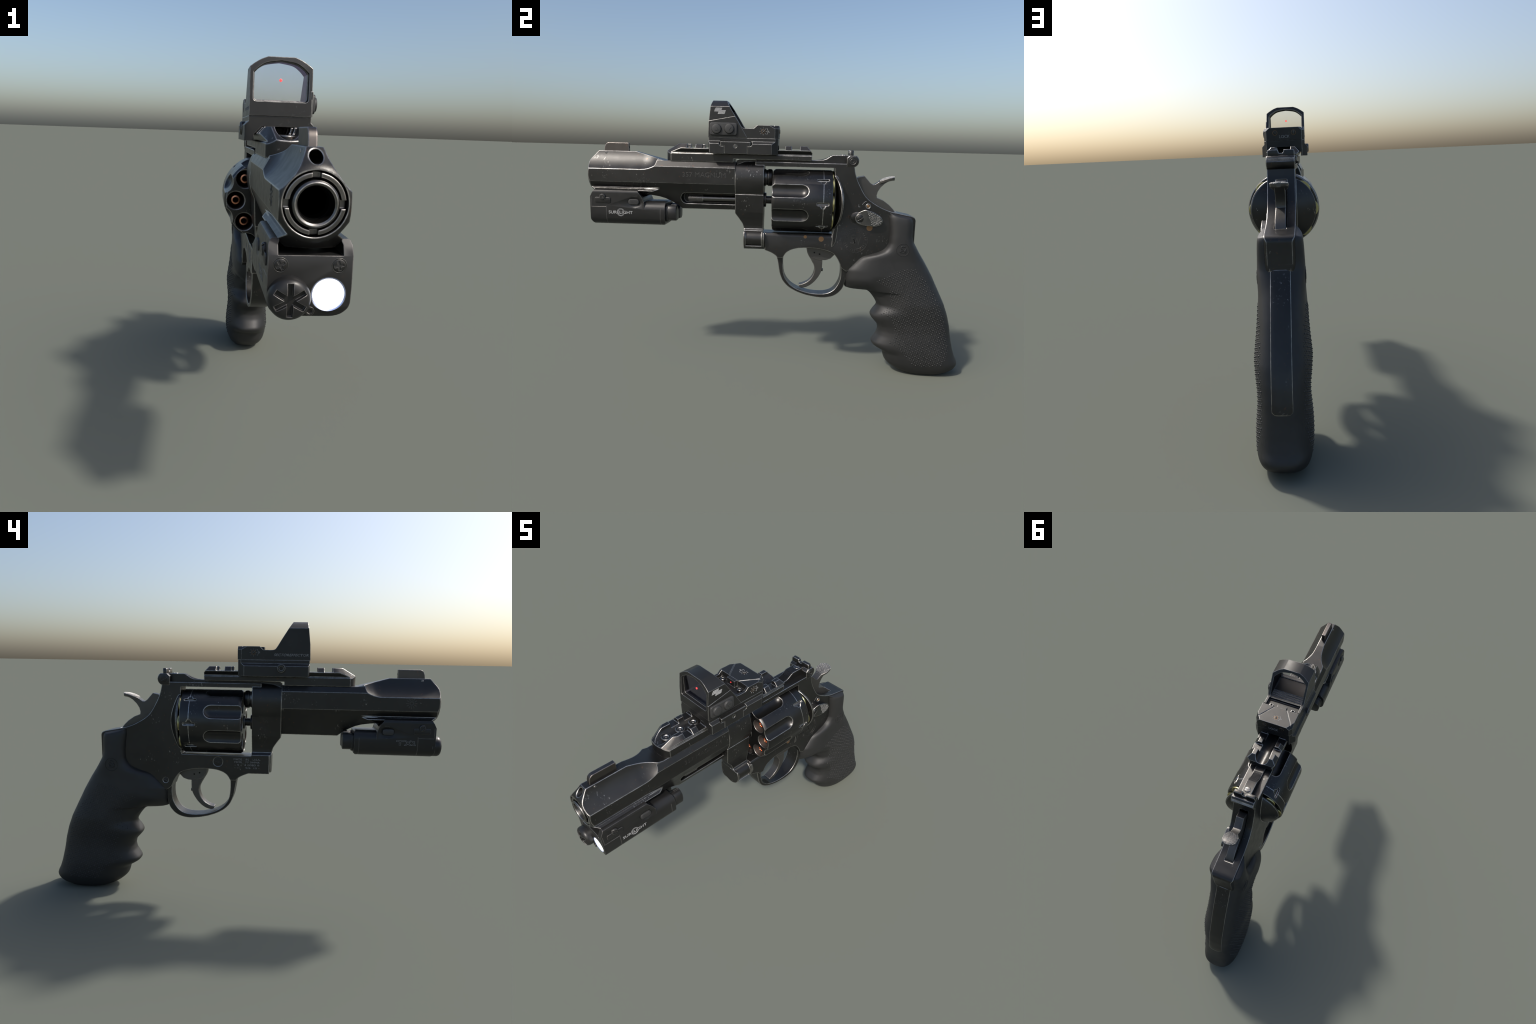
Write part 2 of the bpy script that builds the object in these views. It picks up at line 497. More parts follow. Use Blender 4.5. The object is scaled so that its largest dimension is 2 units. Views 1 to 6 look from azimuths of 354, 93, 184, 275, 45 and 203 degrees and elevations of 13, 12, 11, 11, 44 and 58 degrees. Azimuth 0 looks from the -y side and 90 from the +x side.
# ejector rod
rod = lathe("ejector_rod", [(0, -0.468), (0.016, -0.466), (0.0185, -0.462), (0.0185, -0.388), (0.0165, -0.386), (0.0165, -0.20), (0, -0.20)], (0.016, 0, AXIS), "y", 32, MUZZLE, ROOT)
kn = []
for i in range(14):
    for k in range(16):
        a = 2 * pi * (k + 0.5 * (i % 2)) / 16
        kn.append(lathe("k", [(0, 0), (0.0024, 0), (0, 0.002)], (0, 0, 0), "z", 4))
        kn[-1].data.transform(Matrix.Translation((0.016, -0.459 + i * 0.0052, AXIS)) @ Matrix.Rotation(a, 4, "Y") @ Matrix.Translation((0, 0, 0.0182)))
o = merge("rod_knurling", kn, MUZZLE, rod)
o["kind"] = "stuff"
lettering("caliber_marking", "357 MAGNUM", "right", (HW, -0.373, 1.0385), 0.222, 0.024, 0.0006, ETCH, barrel)
# sunburst on the left side of the muzzle
rays = [ring_on_face("r", 0.006, 0.010, "left", (-HW, -0.841, 1.031), 0.0007, None, None)]
for k in range(12):
    M = Matrix.Rotation(2 * pi * k / 12, 2)
    rays.append(face_poly("r", [tuple(M @ Vector(p)) for p in ((0.013, -0.0012), (0.026, -0.0022), (0.026, 0.0022), (0.013, 0.0012))], "left", (-HW, -0.841, 1.031), 0.0007, None, None))
merge("sunburst_marking", rays, ETCH, barrel)

# ------------------------------------------------------------------ frame
low_front = smooth_line([(-0.053, 0.656), (-0.022, 0.644), (0.0, 0.631), (0.012, 0.618)], 4)
arch = smooth_line([(0.040, 0.618), (0.060, 0.648), (0.100, 0.668), (0.157, 0.675), (0.230, 0.672), (0.297, 0.653), (0.330, 0.615), (0.347, 0.575)], 4)
back = smooth_line([(0.688, 0.8570), (0.64, 0.866), (0.578, 0.879), (0.518, 0.904), (0.458, 0.946), (0.418, 1.010), (0.397, 1.06), (0.388, 1.105)], 5)
outline = low_front + arch + [(0.374, 0.556), (0.42, 0.58), (0.60, 0.62), (0.7195, 0.7185), (0.716, 0.745)] + arc(0.688, 0.828, 0.0280, -2, 72, 8) + back \
    + [(0.386, 1.1115), (-0.112, 1.1115), (-0.112, 1.08), (-0.066, 1.06), (-0.066, 0.7525), (-0.158, 0.7525), (-0.158, 0.6565)]
frame = prism_x("frame", outline, -0.0605, 0.0605)
blk = mirror([(0.0, 1.1125), (0.040, 1.1125)] + smooth_line([(0.040, 1.1125), (0.064, 1.090), (0.077, 1.055), (0.0815, 1.020), (0.077, 0.98), (0.063, 0.945)], 4)[1:]
             + [(0.058, 0.852), (0.048, 0.812), (0.042, 0.780), (0.042, 0.764), (0.054, 0.750), (0.054, 0.70), (0.045, 0.67), (0.03, 0.66), (0, 0.66)])
block = prism_y("block", blk, -0.25, -0.0675)
prof = [(-0.214, 0.845)] + smooth_line([(-0.214, 0.845), (-0.191, 0.813), (-0.174, 0.785), (-0.1665, 0.752)], 4)[1:] + [(-0.1665, 0.62), (-0.05, 0.62), (-0.05, 1.2), (-0.10, 1.1135), (-0.17, 1.107), (-0.214, 1.090)]
keep(block, prism_x("p", prof, -0.2, 0.2))
join(frame, block)
cut(frame, box("room", 0.020, 0.2, -0.3, -0.0555, 0.5, 0.7535))
lug = cyl("lug", (0.018, 0, 0.7185), "y", 0.0645, -0.1668, -0.058, 72)
cut(lug, box("top", -0.2, 0.2, -0.3, 0.3, 0.7515, 0.9))
well = box("well", 0.018, 0.2, -0.1575, -0.0730, 0.676, 0.78)
cut(well, cyl("knuckle", (0.030, 0, 0.712), "y", 0.0455, -0.3, 0.3, 48))
cut(lug, well)
cut(lug, box("ring", 0.02, 0.2, -0.0665, -0.0645, 0.676, 0.78))
join(frame, lug)
cut(frame, prism_y("soft_edge", [(0.043, 0.7488), (0.053, 0.745), (0.0585, 0.738), (0.0615, 0.728), (0.1, 0.728), (0.1, 0.7488)], -0.0555, 0.291))
cut(frame, prism_x("window", rounded(rect(-0.0675, 0.293, 0.747, 1.0895), 0.006, 2), -0.3, 0.3))
cut(frame, cyl("clearance", (0, 0, AXIS), "y", 0.166, -0.0675, 0.293, 96))
cut(frame, box("hammer_slot", -0.0245, 0.0240, 0.380, 0.624, 0.82, 1.0515))
for s in (-1, 1):
    cut(frame, prism_z("corner", [(s * 0.0615, 0.696)] + [(s * (0.0405 + 0.0205 * cos(radians(a))), 0.6975 + 0.0205 * sin(radians(a))) for a in range(5, 90, 12)] + [(s * 0.0405, 0.7215), (s * 0.0405, 0.76), (s * 0.1, 0.76), (s * 0.1, 0.696)], 0.700, 0.95))
join(frame, prism_x("saddle", [(-0.212, 1.09), (-0.212, 1.1135), (-0.200, 1.1185), (-0.108, 1.1195), (-0.108, 1.09)], -0.036, 0.036))
# recoil shields
ld = [(0, 0.2925), (0.1475, 0.2925), (0.148, 0.300), (0.143, 0.306), (0.125, 0.316), (0.105, 0.326), (0.085, 0.335), (0.065, 0.343), (0.04, 0.348), (0, 0.348)]
left = keep(lathe("shield_l", ld, (0, 0, AXIS), "y", 96), box("h", -0.3, -0.02, 0, 1, 0, 2))
right = keep(lathe("shield_r", ld, (0, 0.0004, AXIS), "y", 96), box("h", 0.02, 0.3, 0, 1, 0.72, 2))
for v in right.data.vertices:          # swept back for loading
    v.co.y += 0.40 * max(0.0, v.co.x - 0.062)
join(frame, left)
join(frame, right)
# parting grooves
cut(frame, box("seam", 0.055, 0.2, -0.25, -0.06, 0.9440, 0.9465))
finish(frame, GUN, ROOT, 25)
# raised lip below the shield
lip = prism_x("shield_lip", smooth_line([(0.2945, 0.752), (0.312, 0.83), (0.322, 0.835), (0.320, 0.79), (0.313, 0.72), (0.303, 0.694), (0.291, 0.684)], 4), 0.058, 0.0635)
finish(lip, GUN, frame)
# trigger guard
go = smooth_line([(0.0, 0.640), (0.012, 0.605), (0.019, 0.565), (0.028, 0.525), (0.048, 0.484), (0.090, 0.447), (0.165, 0.417), (0.255, 0.4045), (0.318, 0.418), (0.358, 0.455), (0.373, 0.50), (0.378, 0.553), (0.375, 0.60)], 6)
gi = smooth_line([(0.335, 0.62), (0.349, 0.565), (0.345, 0.500), (0.314, 0.447), (0.262, 0.4245), (0.177, 0.4285), (0.099, 0.4575), (0.055, 0.505), (0.042, 0.565), (0.043, 0.64)], 6)
guard = prism_x("trigger_guard", go + gi, -0.040, 0.040)
finish(guard, GUN, ROOT)
# frame screws, pins and marks
for nm, y, z, r in (("side_screw", 0.104, 0.713, 0.0215), ("side_screw", 0.378, 0.608, 0.0125)):
    recess(frame, r * 1.12, "left", (-0.0605, y, z), 0.004)
    slotted_screw(nm, r, "left", (-0.0605 + 0.002, y, z), 0.002, SCREW, frame, ang=-25)
finish(frame, GUN, ROOT, 25)
for y, z, r in ((0.482, 0.790, 0.0155), (0.154, 0.733, 0.0085), (0.237, 0.724, 0.0135)):
    cyl("frame_pin", (0, y, z), "x", r, 0.05, 0.0612, 28, PINCU, frame)
lock = slotted_screw("lock_screw", 0.0075, "right", (0.0605, 0.469, 0.901), 0.003, PINCU, frame, rim=LATCH)
ring_on_face("lock_collar", 0.009, 0.0135, "right", (0.0605, 0.469, 0.901), 0.003, LATCH, frame)
# medallion stand-in: rings and a monogram
md = [ring_on_face("m", 0.0625, 0.0637, "right", (0.0605, 0.413, 0.722), 0.0006, None, None, n=64),
      ring_on_face("m", 0.045, 0.0462, "right", (0.0605, 0.413, 0.722), 0.0006, None, None, n=64)]
for k in range(30):
    a = 2 * pi * k / 30 + 0.1
    if k % 5 == 4:
        continue
    M = Matrix.Rotation(a, 2)
    md.append(face_poly("m", [tuple(M @ Vector(p)) for p in rect(0.0495, 0.0585, -0.0028 + 0.001 * (k % 3), 0.0022)], "right", (0.0605, 0.413, 0.722), 0.0005, None, None))
for ch, dy, dz, w, h in (("S", -0.012, 0.006, 0.028, 0.050), ("W", 0.008, -0.004, 0.040, 0.040)):
    md.append(lettering("m", ch, "right", (0.0605, 0.413 + dy, 0.722 + dz), w, h, 0.0005, None, None))
merge("medallion_marking", md, ETCH, frame)
for i, (t, w) in enumerate((("MADE    IN    U.S.A.", 0.136), ("MMR   77 2MMR", 0.130), ("- 5    4 0083 8", 0.126), ("- - -    5/6  15 -", 0.128))):
    lettering("maker_marking", t, "left", (-0.0605, -0.045, 0.7285 - i * 0.0145), w, 0.0095 if i == 0 else 0.0085, 0.0006, FAINT, frame)
lettering("lock_marking", "L", "right", (0.0605, 0.424, 0.903), 0.008, 0.014, 0.0005, FAINT, frame)
ring_on_face("lock_arrow", 0.031, 0.033, "right", (0.0605, 0.469, 0.897), 0.0005, FAINT, frame, 110, 160, 10)

# ------------------------------------------------------------------ thumb latch
lp = rounded([(0.402, 0.842), (0.414, 0.815), (0.440, 0.806), (0.505, 0.801), (0.535, 0.810), (0.546, 0.828), (0.534, 0.851), (0.500, 0.872), (0.453, 0.886), (0.418, 0.868)], 0.010, 4)
latch = prism_x("cylinder_latch", lp, 0.055, 0.086)
cut(latch, prism_z("tilt", [(0.0705, 0.395), (0.086, 0.462), (0.089, 0.56), (0.2, 0.56), (0.2, 0.395)], 0, 2))
finish(latch, LATCH, ROOT)
slotted_screw("latch_screw", 0.019, "right", (0.0775, 0.430, 0.8385), 0.006, SCREW, latch, ang=30)
ring_on_face("latch_collar", 0.020, 0.025, "right", (0.0755, 0.430, 0.8385), 0.004, LATCH, latch)
tops = []
def inside(p, poly):
    c = False
    for (x0, y0), (x1, y1) in zip(poly, poly[1:] + poly[:1]):
        if (y0 > p[1]) != (y1 > p[1]) and p[0] < (x1 - x0) * (p[1] - y0) / (y1 - y0) + x0:
            c = not c
    return c
kp = [(0.461, 0.880), (0.500, 0.867), (0.530, 0.848), (0.541, 0.829), (0.531, 0.813), (0.505, 0.805), (0.489, 0.806)]
for i in range(16):
    for k in range(16):
        y = 0.455 + i * 0.0066 + (k % 2) * 0.0033
        z = 0.800 + k * 0.0057
        if inside((y, z), kp):
            tops.append(lathe("k", [(0, -0.001), (0.0029, -0.001), (0.0016, 0.0018), (0, 0.002)], (0.086, y, z), "x", 6))
o = merge("latch_knurling", tops, LATCH, latch)
o["kind"] = "stuff"
ms = lathe("latch_boss", [(0, 0)] + [(sin(radians(a)), cos(radians(a))) for a in range(170, -1, -10)][0:0] + [(1, 0), (0.95, 0.35), (0.8, 0.65), (0.55, 0.87), (0.25, 0.98), (0, 1)], (0, 0, 0), "x", 32)
ms.data.transform(Matrix.Translation((0.0598, 0.418, 0.841)) @ Matrix.Diagonal((0.010, 0.042, 0.030, 1)))
finish(ms, GUN, frame)

# ------------------------------------------------------------------ cylinder
cylinder = lathe("cylinder", [(0, -0.022), (0.150, -0.022), (0.1545, -0.0205), (0.1615, -0.010), (0.162, -0.006), (0.162, 0.276), (0.159, 0.281), (0, 0.281)], (0, 0, AXIS), "y", 192)
for k in range(8):
    a = radians(22.5 + 45 * k)
    R = 0.162 + 0.0265
    prof = [(0, -0.1), (0.0455, -0.1), (0.0455, 0.1255)] + [(0.0455 * cos(radians(t)), 0.1255 + 0.0455 * sin(radians(t))) for t in range(9, 90, 9)] + [(0, 0.171)]
    cut(cylinder, lathe("flute", prof, (R * cos(a), 0, AXIS + R * sin(a)), "y", 48))
for k in range(8):
    a = radians(45 * k)
    cut(cylinder, cyl("chamber", (0.1175 * cos(a), 0, AXIS + 0.1175 * sin(a)), "y", 0.0355, -0.1, 0.26, 40))
    nt = rounded(rect(0.203, 0.263, -0.0065, 0.0065), 0.006, 3)
    c = prism_z("notch", [(y, x) for x, y in nt], 0.1535, 0.2)
    w = loop_solid("lead", [[(0.005, 0.216, 0.157), (0.005, 0.250, 0.157), (0.005, 0.250, 0.18), (0.005, 0.216, 0.18)],
                            [(0.027, 0.232, 0.1605), (0.027, 0.238, 0.1605), (0.027, 0.238, 0.18), (0.027, 0.232, 0.18)]])
    for q in (c, w):
        q.data.transform(Matrix.Translation((0, 0, AXIS)) @ Matrix.Rotation(pi / 2 - a, 4, "Y"))
        cut(cylinder, q)
cut(cylinder, cyl("bore", (0, 0, AXIS), "y", 0.03, -0.1, 0.0, 32))
finish(cylinder, CYL, ROOT)
bullet_me = None
case_prof = [(0, 0.275), (0.0335, 0.275), (0.0335, 0.2825), (0.0405, 0.2825), (0.0415, 0.284), (0.0415, 0.289), (0.040, 0.2905), (0.012, 0.2905), (0.011, 0.2895), (0, 0.2895)]
BUL = -0.038
bul_prof = [(0.0075, 0.060), (0.0088, 0.040), (0.0115, 0.0345), (0.0170, 0.0355), (0.0200, 0.041), (0.0255, 0.060), (0.0305, 0.080), (0.0325, 0.10), (0.0325, 0.12), (0.0005, 0.12), (0.0005, 0.060)]
for k in range(8):
    a = radians(45 * k)
    loc = (0.1175 * cos(a), 0, AXIS + 0.1175 * sin(a))
    if k == 0:
        cart = lathe("cartridge", case_prof, (0, 0, 0), "y", 40, BRASS, cylinder)
        bul = lathe("bullet", [(r, y + BUL) for r, y in bul_prof], (0, 0, 0), "y", 32, COPPER, cart)
        slv = lathe("chamber_wall", [(0.0335, -0.0195), (0.0353, -0.0205), (0.0353, 0.255), (0.0335, 0.255)], (0, 0, 0), "y", 40, TUBE, cylinder)
        plug = cyl("hollow_shade_plug", (0, 0, 0), "y", 0.0084, 0.0085, 0.015, 20, BLACK, cart)  # added black plug painting the shade inside the bullet tip
        first = (cart, bul, slv)
        plug_first = plug
        for o in first:
            o.location = loc if o is not bul else (0, 0, 0)
    else:
        c2 = first[0].copy(); c2.location = loc; COL.objects.link(c2)
        b2 = first[1].copy(); b2.parent = c2; COL.objects.link(b2)
        s2 = first[2].copy(); s2.location = loc; COL.objects.link(s2)
        h2 = plug_first.copy(); h2.parent = c2; COL.objects.link(h2)
# gap hardware between the frame and the cylinder
lathe("barrel_shank", [(0, -0.075), (0.0445, -0.075), (0.0445, -0.062), (0.040, -0.057), (0.040, -0.052), (0.044, -0.047), (0.044, -0.034), (0.041, -0.027), (0.036, -0.0255), (0, -0.0255)],
      (0, 0, BORE), "y", 48, GUN, frame)
lathe("crane_collar", [(0, -0.075), (0.0375, -0.075), (0.0375, -0.057), (0.020, -0.056), (0.020, 0.01), (0, 0.01)], (0, 0, AXIS), "y", 40, GUN, frame)
lathe("cylinder_bushing", [(0, -0.028), (0.034, -0.028), (0.036, -0.026), (0.036, -0.018), (0, -0.018)], (0, 0, AXIS), "y", 40, GUN, cylinder)

# ------------------------------------------------------------------ hammer and trigger
hp = [(0.405, 1.035), (0.418, 1.046), (0.447, 1.052), (0.462, 1.035), (0.478, 1.017), (0.491, 1.009), (0.503, 1.010), (0.520, 1.022), (0.545, 1.037), (0.575, 1.044),
      (0.575, 1.030), (0.552, 1.016), (0.532, 0.996), (0.519, 0.975), (0.514, 0.955), (0.516, 0.943), (0.548, 0.930), (0.580, 0.908), (0.604, 0.884), (0.618, 0.862), (0.60, 0.84), (0.46, 0.86), (0.40, 0.98)]
hammer = prism_x("hammer", hp, -0.0215, 0.0205)
finish(hammer, STEEL, ROOT)
# spur: oval plate bent upwards towards the tip
loops = []
for i in range(13):
    t = i / 12
    y = 0.522 + 0.081 * t
    z = 1.0255 + 0.0245 * sin(t * pi / 2) ** 0.9
    w = 0.0385 * (0.55 + 0.45 * sin(min(t / 0.5, 1) * pi / 2)) if t < 0.5 else 0.0385 * max(0.0, 1 - ((t - 0.5) / 0.505) ** 3.2) ** 0.40
    w = max(w, 0.006)
    th = 0.021 - 0.003 * t
    loops.append([(-w, y, z - 0.002), (-w * 0.6, y, z + 0.0005), (0, y, z + 0.001), (w * 0.6, y, z + 0.0005), (w, y, z - 0.002), (w * 0.96, y, z - th * 0.7), (w * 0.5, y, z - th), (-w * 0.5, y, z - th), (-w * 0.96, y, z - th * 0.7)])
spur = loop_solid("hammer_spur", loops, STEEL, hammer, angle=40)
bvh = BVHTree.FromObject(spur, bpy.context.evaluated_depsgraph_get())
tops = []
for i in range(17):
    for k in range(-7, 8):
        x = k * 0.0072 + (i % 2) * 0.0036
        y = 0.530 + i * 0.0050
        h = bvh.ray_cast(Vector((x, y, 1.2)), Vector((0, 0, -1)))
        if h[0] is not None and h[1].z > 0.75:
            tops.append(lathe("k", [(0, -0.001), (0.0033, -0.001), (0.0012, 0.0026), (0, 0.0028)], tuple(h[0]), "z", 5))
o = merge("spur_knurling", tops, LATCH, hammer)
o["kind"] = "stuff"
tf = smooth_line([(0.162, 0.68), (0.170, 0.640), (0.190, 0.605), (0.206, 0.575), (0.210, 0.550), (0.200, 0.515), (0.178, 0.488), (0.150, 0.472), (0.128, 0.466)], 5)
tb = smooth_line([(0.134, 0.4525), (0.150, 0.450), (0.178, 0.459), (0.207, 0.481), (0.232, 0.513), (0.247, 0.545), (0.250, 0.570), (0.250, 0.68)], 5)
trig = prism_x("trigger", tf + tb, -0.0235, 0.0235)
bevel(trig, 0.0022, 1, 55)
finish(trig, STEEL, ROOT)
pl = prism_x("trigger_plate", [(0.163, 0.69), (0.168, 0.645), (0.195, 0.612), (0.235, 0.604), (0.268, 0.606), (0.292, 0.615), (0.312, 0.636), (0.32, 0.68)], -0.026, 0.026)
bevel(pl, 0.002, 1, 50)
finish(pl, STEEL, trig)
for y, z in ((0.206, 0.645), (0.234, 0.637)):
    cyl("trigger_pin", (0, y, z), "x", 0.0042, -0.0275, 0.0275, 16, DARK, trig)
cyl("trigger_stop", (0, 0.250, 0.548), "y", 0.008, -0.004, 0.006, 16, GUN, trig).location = (0, 0.0, 0)

# ------------------------------------------------------------------ rear sight
base = prism_x("rear_sight", [(-0.115, 1.105), (0.37, 1.105), (0.37, 1.153), (0.281, 1.153), (0.268, 1.146), (0.250, 1.134), (0.232, 1.1275), (0.205, 1.1255), (0.175, 1.1250), (0.172, 1.1222), (-0.115, 1.1222)], -0.0255, 0.0255)
finish(base, GUN, ROOT)
rib = []
for i in range(15):
    t = i / 14
    y = 0.205 + 0.072 * t
    z = 1.1258 + 0.0252 * (t ** 1.7)
    rib.append(cyl("r", (0, y, z), "x", 0.0017, -0.0225, 0.0225, 6))
o = merge("sight_serration", rib, SERR, base)
o["kind"] = "stuff"
bx = prism_x("sight_housing", [(0.3485, 1.095), (0.379, 1.0945)] + arc(0.379, 1.126, 0.0315, -90, 60, 14) + [(0.388, 1.153), (0.362, 1.153), (0.3485, 1.141)], -0.0615, 0.0615)
bevel(bx, 0.0025, 2, 50)
for z in (1.131, 1.136, 1.141):
    cut(bx, box("g", -0.058, 0.058, 0.4055 - (z - 1.131) * 0.45, 0.42, z, z + 0.0018))
finish(bx, GUN, base)
bl = prism_y("sight_blade", [(-0.0605, 1.145), (0.0575, 1.145), (0.0575, 1.172), (0.053, 1.179), (0.0105, 1.179), (0.0105, 1.1745), (0.0065, 1.1645), (-0.0105, 1.1645), (-0.0145, 1.1745), (-0.0145, 1.179), (-0.056, 1.179), (-0.0605, 1.172)], 0.363, 0.382)
bevel(bl, 0.002, 2, 50)
finish(bl, GUN, base)
wsr = lathe("windage_screw", [(0, 0.058), (0.0205, 0.058), (0.0205, 0.0625), (0.0175, 0.0635), (0.0155, 0.0620), (0.0125, 0.0620), (0.011, 0.0635), (0.006, 0.0635), (0.005, 0.0600), (0, 0.0600)], (0, 0.379, 1.126), "x", 36, SCREW, base)
slotted_screw("windage_screw", 0.018, "left", (-0.0608, 0.379, 1.126), 0.003, SCREW, base, ang=30)
slotted_screw("elevation_screw", 0.0165, "top", (0.001, 0.334, 1.153), 0.003, MUZZLE, base, ang=10)

# ------------------------------------------------------------------ grip
def table(ctrl, v):
    for (a, p), (b, q) in zip(ctrl, ctrl[1:]):
        if v <= b:
            return p + (q - p) * max(0.0, (v - a)) / (b - a)
    return ctrl[-1][1]
G_FRONT = [(0.0, 0.745), (0.004, 0.710), (0.012, 0.688), (0.03, 0.652), (0.047, 0.629), (0.065, 0.611), (0.09, 0.603), (0.113, 0.598), (0.126, 0.580), (0.141, 0.551), (0.153, 0.537), (0.166, 0.534), (0.185, 0.546),
           (0.208, 0.561), (0.235, 0.567), (0.262, 0.561), (0.285, 0.540), (0.300, 0.526), (0.315, 0.519), (0.330, 0.526), (0.362, 0.548), (0.390, 0.553), (0.415, 0.543),
           (0.434, 0.529), (0.447, 0.508), (0.4525, 0.487), (0.4535, 0.388), (0.463, 0.374), (0.50, 0.372), (0.566, 0.370), (0.60, 0.402), (0.628, 0.428), (0.643, 0.452), (0.656, 0.50), (0.672, 0.545), (0.690, 0.566), (0.715, 0.581),
           (0.76, 0.583), (0.803, 0.578), (0.85, 0.569), (0.874, 0.575)]
G_REAR = [(0.0, 0.86), (0.004, 0.905), (0.012, 0.942), (0.03, 0.980), (0.047, 0.995), (0.06, 1.000), (0.075, 0.998), (0.10, 0.984), (0.14, 0.970), (0.20, 0.955), (0.272, 0.941), (0.33, 0.925), (0.395, 0.900), (0.47, 0.862), (0.54, 0.827),
          (0.61, 0.786), (0.66, 0.753), (0.69, 0.735), (0.72, 0.718), (0.75, 0.7115), (0.83, 0.7095), (0.848, 0.704), (0.858, 0.690), (0.866, 0.660), (0.874, 0.61)]
G_WIDTH = [(0.0, 0.055), (0.004, 0.072), (0.012, 0.083), (0.03, 0.094), (0.055, 0.104), (0.09, 0.109), (0.14, 0.110), (0.19, 0.106), (0.24, 0.102), (0.29, 0.103), (0.34, 0.109), (0.39, 0.113), (0.44, 0.108), (0.50, 0.102),
           (0.56, 0.098), (0.62, 0.095), (0.67, 0.096), (0.72, 0.096), (0.80, 0.093), (0.84, 0.090), (0.858, 0.084), (0.868, 0.074), (0.874, 0.062)]
def soft(ctrl, z, w=0.006):
    if z - w < 0.0 or z + w > 0.874:
        return table(ctrl, z)
    return sum(table(ctrl, z + w * (i / 4)) for i in range(-4, 5)) / 9
NS, NA = 190, 96
G_DEEP = [(0.0, 0.05), (0.012, 0.10), (0.04, 0.15), (0.08, 0.17), (0.40, 0.18), (0.52, 0.17), (0.62, 0.13), (0.70, 0.065), (0.874, 0.050)]
def sm(t):
    t = min(1.0, max(0.0, t))
    return t * t * (3 - 2 * t)
def grip_section(z):
    f, r, w = soft(G_FRONT, z, 0.0065), soft(G_REAR, z, 0.010), soft(G_WIDTH, z, 0.012)
    c = r - soft(G_DEEP, z, 0.02)
    nr = 2.75
    nf = 2.6 + 1.05 * sm((z - 0.455) / 0.06) - 0.45 * sm((z - 0.33) / 0.05) * sm((0.455 - z) / 0.02)
    return f, r, w, c, nf, nr
def grip_ring(z):
    f, r, w, c, nf, nr = grip_section(z)
    pts = []
    for i in range(NA):
        t = 2 * pi * i / NA
        ct, st = cos(t), sin(t)
        n, h = (nf, c - f) if ct > 0 else (nr, r - c)
        x = w * math.copysign(abs(st) ** (2 / n), st)
        y = c - h * math.copysign(abs(ct) ** (2 / n), ct)
        # the nose behind the guard is rolled under towards its flat underside
        if 0.44 < z < 0.58:
            k = min(1.0, max(0.0, (z - 0.4525) / 0.080))
            k = 0.28 + 0.72 * sqrt(1 - (1 - k) ** 2)
            x *= k + (1 - k) * sm((y - 0.49) / 0.20)
        # slimmer round the upper finger groove
        if z < 0.455:
            x *= 1 - 0.19 * sm((0.455 - abs(z - 0.40) * 1.0 - 0.385) / 0.07) * sm((0.70 - y) / 0.14)
        top = 0.873 - (y - 0.570) * 0.185 - 0.012 * sm((abs(x) - 0.060) / 0.035)
        pts.append((x, y, min(z, top)))
    return pts
zs = [0.874 * (0.5 - 0.5 * cos(pi * i / NS)) * 0.3 + 0.874 * i / NS * 0.7 for i in range(NS + 1)]
zs = sorted(set(zs + [0.4505, 0.4515, 0.4525, 0.453, 0.4535, 0.4545]))
rings = [grip_ring(z) for z in zs]
for it in range(180):                   # melt the nose into the finger groove
    nxt = [list(r) for r in rings]
    for k in range(1, len(zs) - 1):
        if not 0.375 < zs[k] < 0.545:
            continue
        for i in range(NA):
            x, y, z = rings[k][i]
            wgt = 0.5 * sm((y - 0.50) / 0.05) * sm((0.70 - y) / 0.07) * sm((zs[k] - 0.375) / 0.04) * sm((0.545 - zs[k]) / 0.04)
            if wgt > 0:
                ax = (rings[k - 1][i][0] + rings[k + 1][i][0]) / 2
                ay = (rings[k - 1][i][1] + rings[k + 1][i][1]) / 2
                nxt[k][i] = (x + (ax - x) * wgt, y + (ay - y) * wgt, z)
    rings = nxt
grip = loop_solid("grip", rings, RUBBER, ROOT, angle=60)
dgraph = bpy.context.evaluated_depsgraph_get()
gbvh = BVHTree.FromObject(grip, dgraph)

def surface(bvh, y, z, s):
    h = bvh.ray_cast(Vector((s * 0.5, y, z)), Vector((-s, 0, 0)))
    return (h[0], h[1]) if h[0] is not None else (None, None)

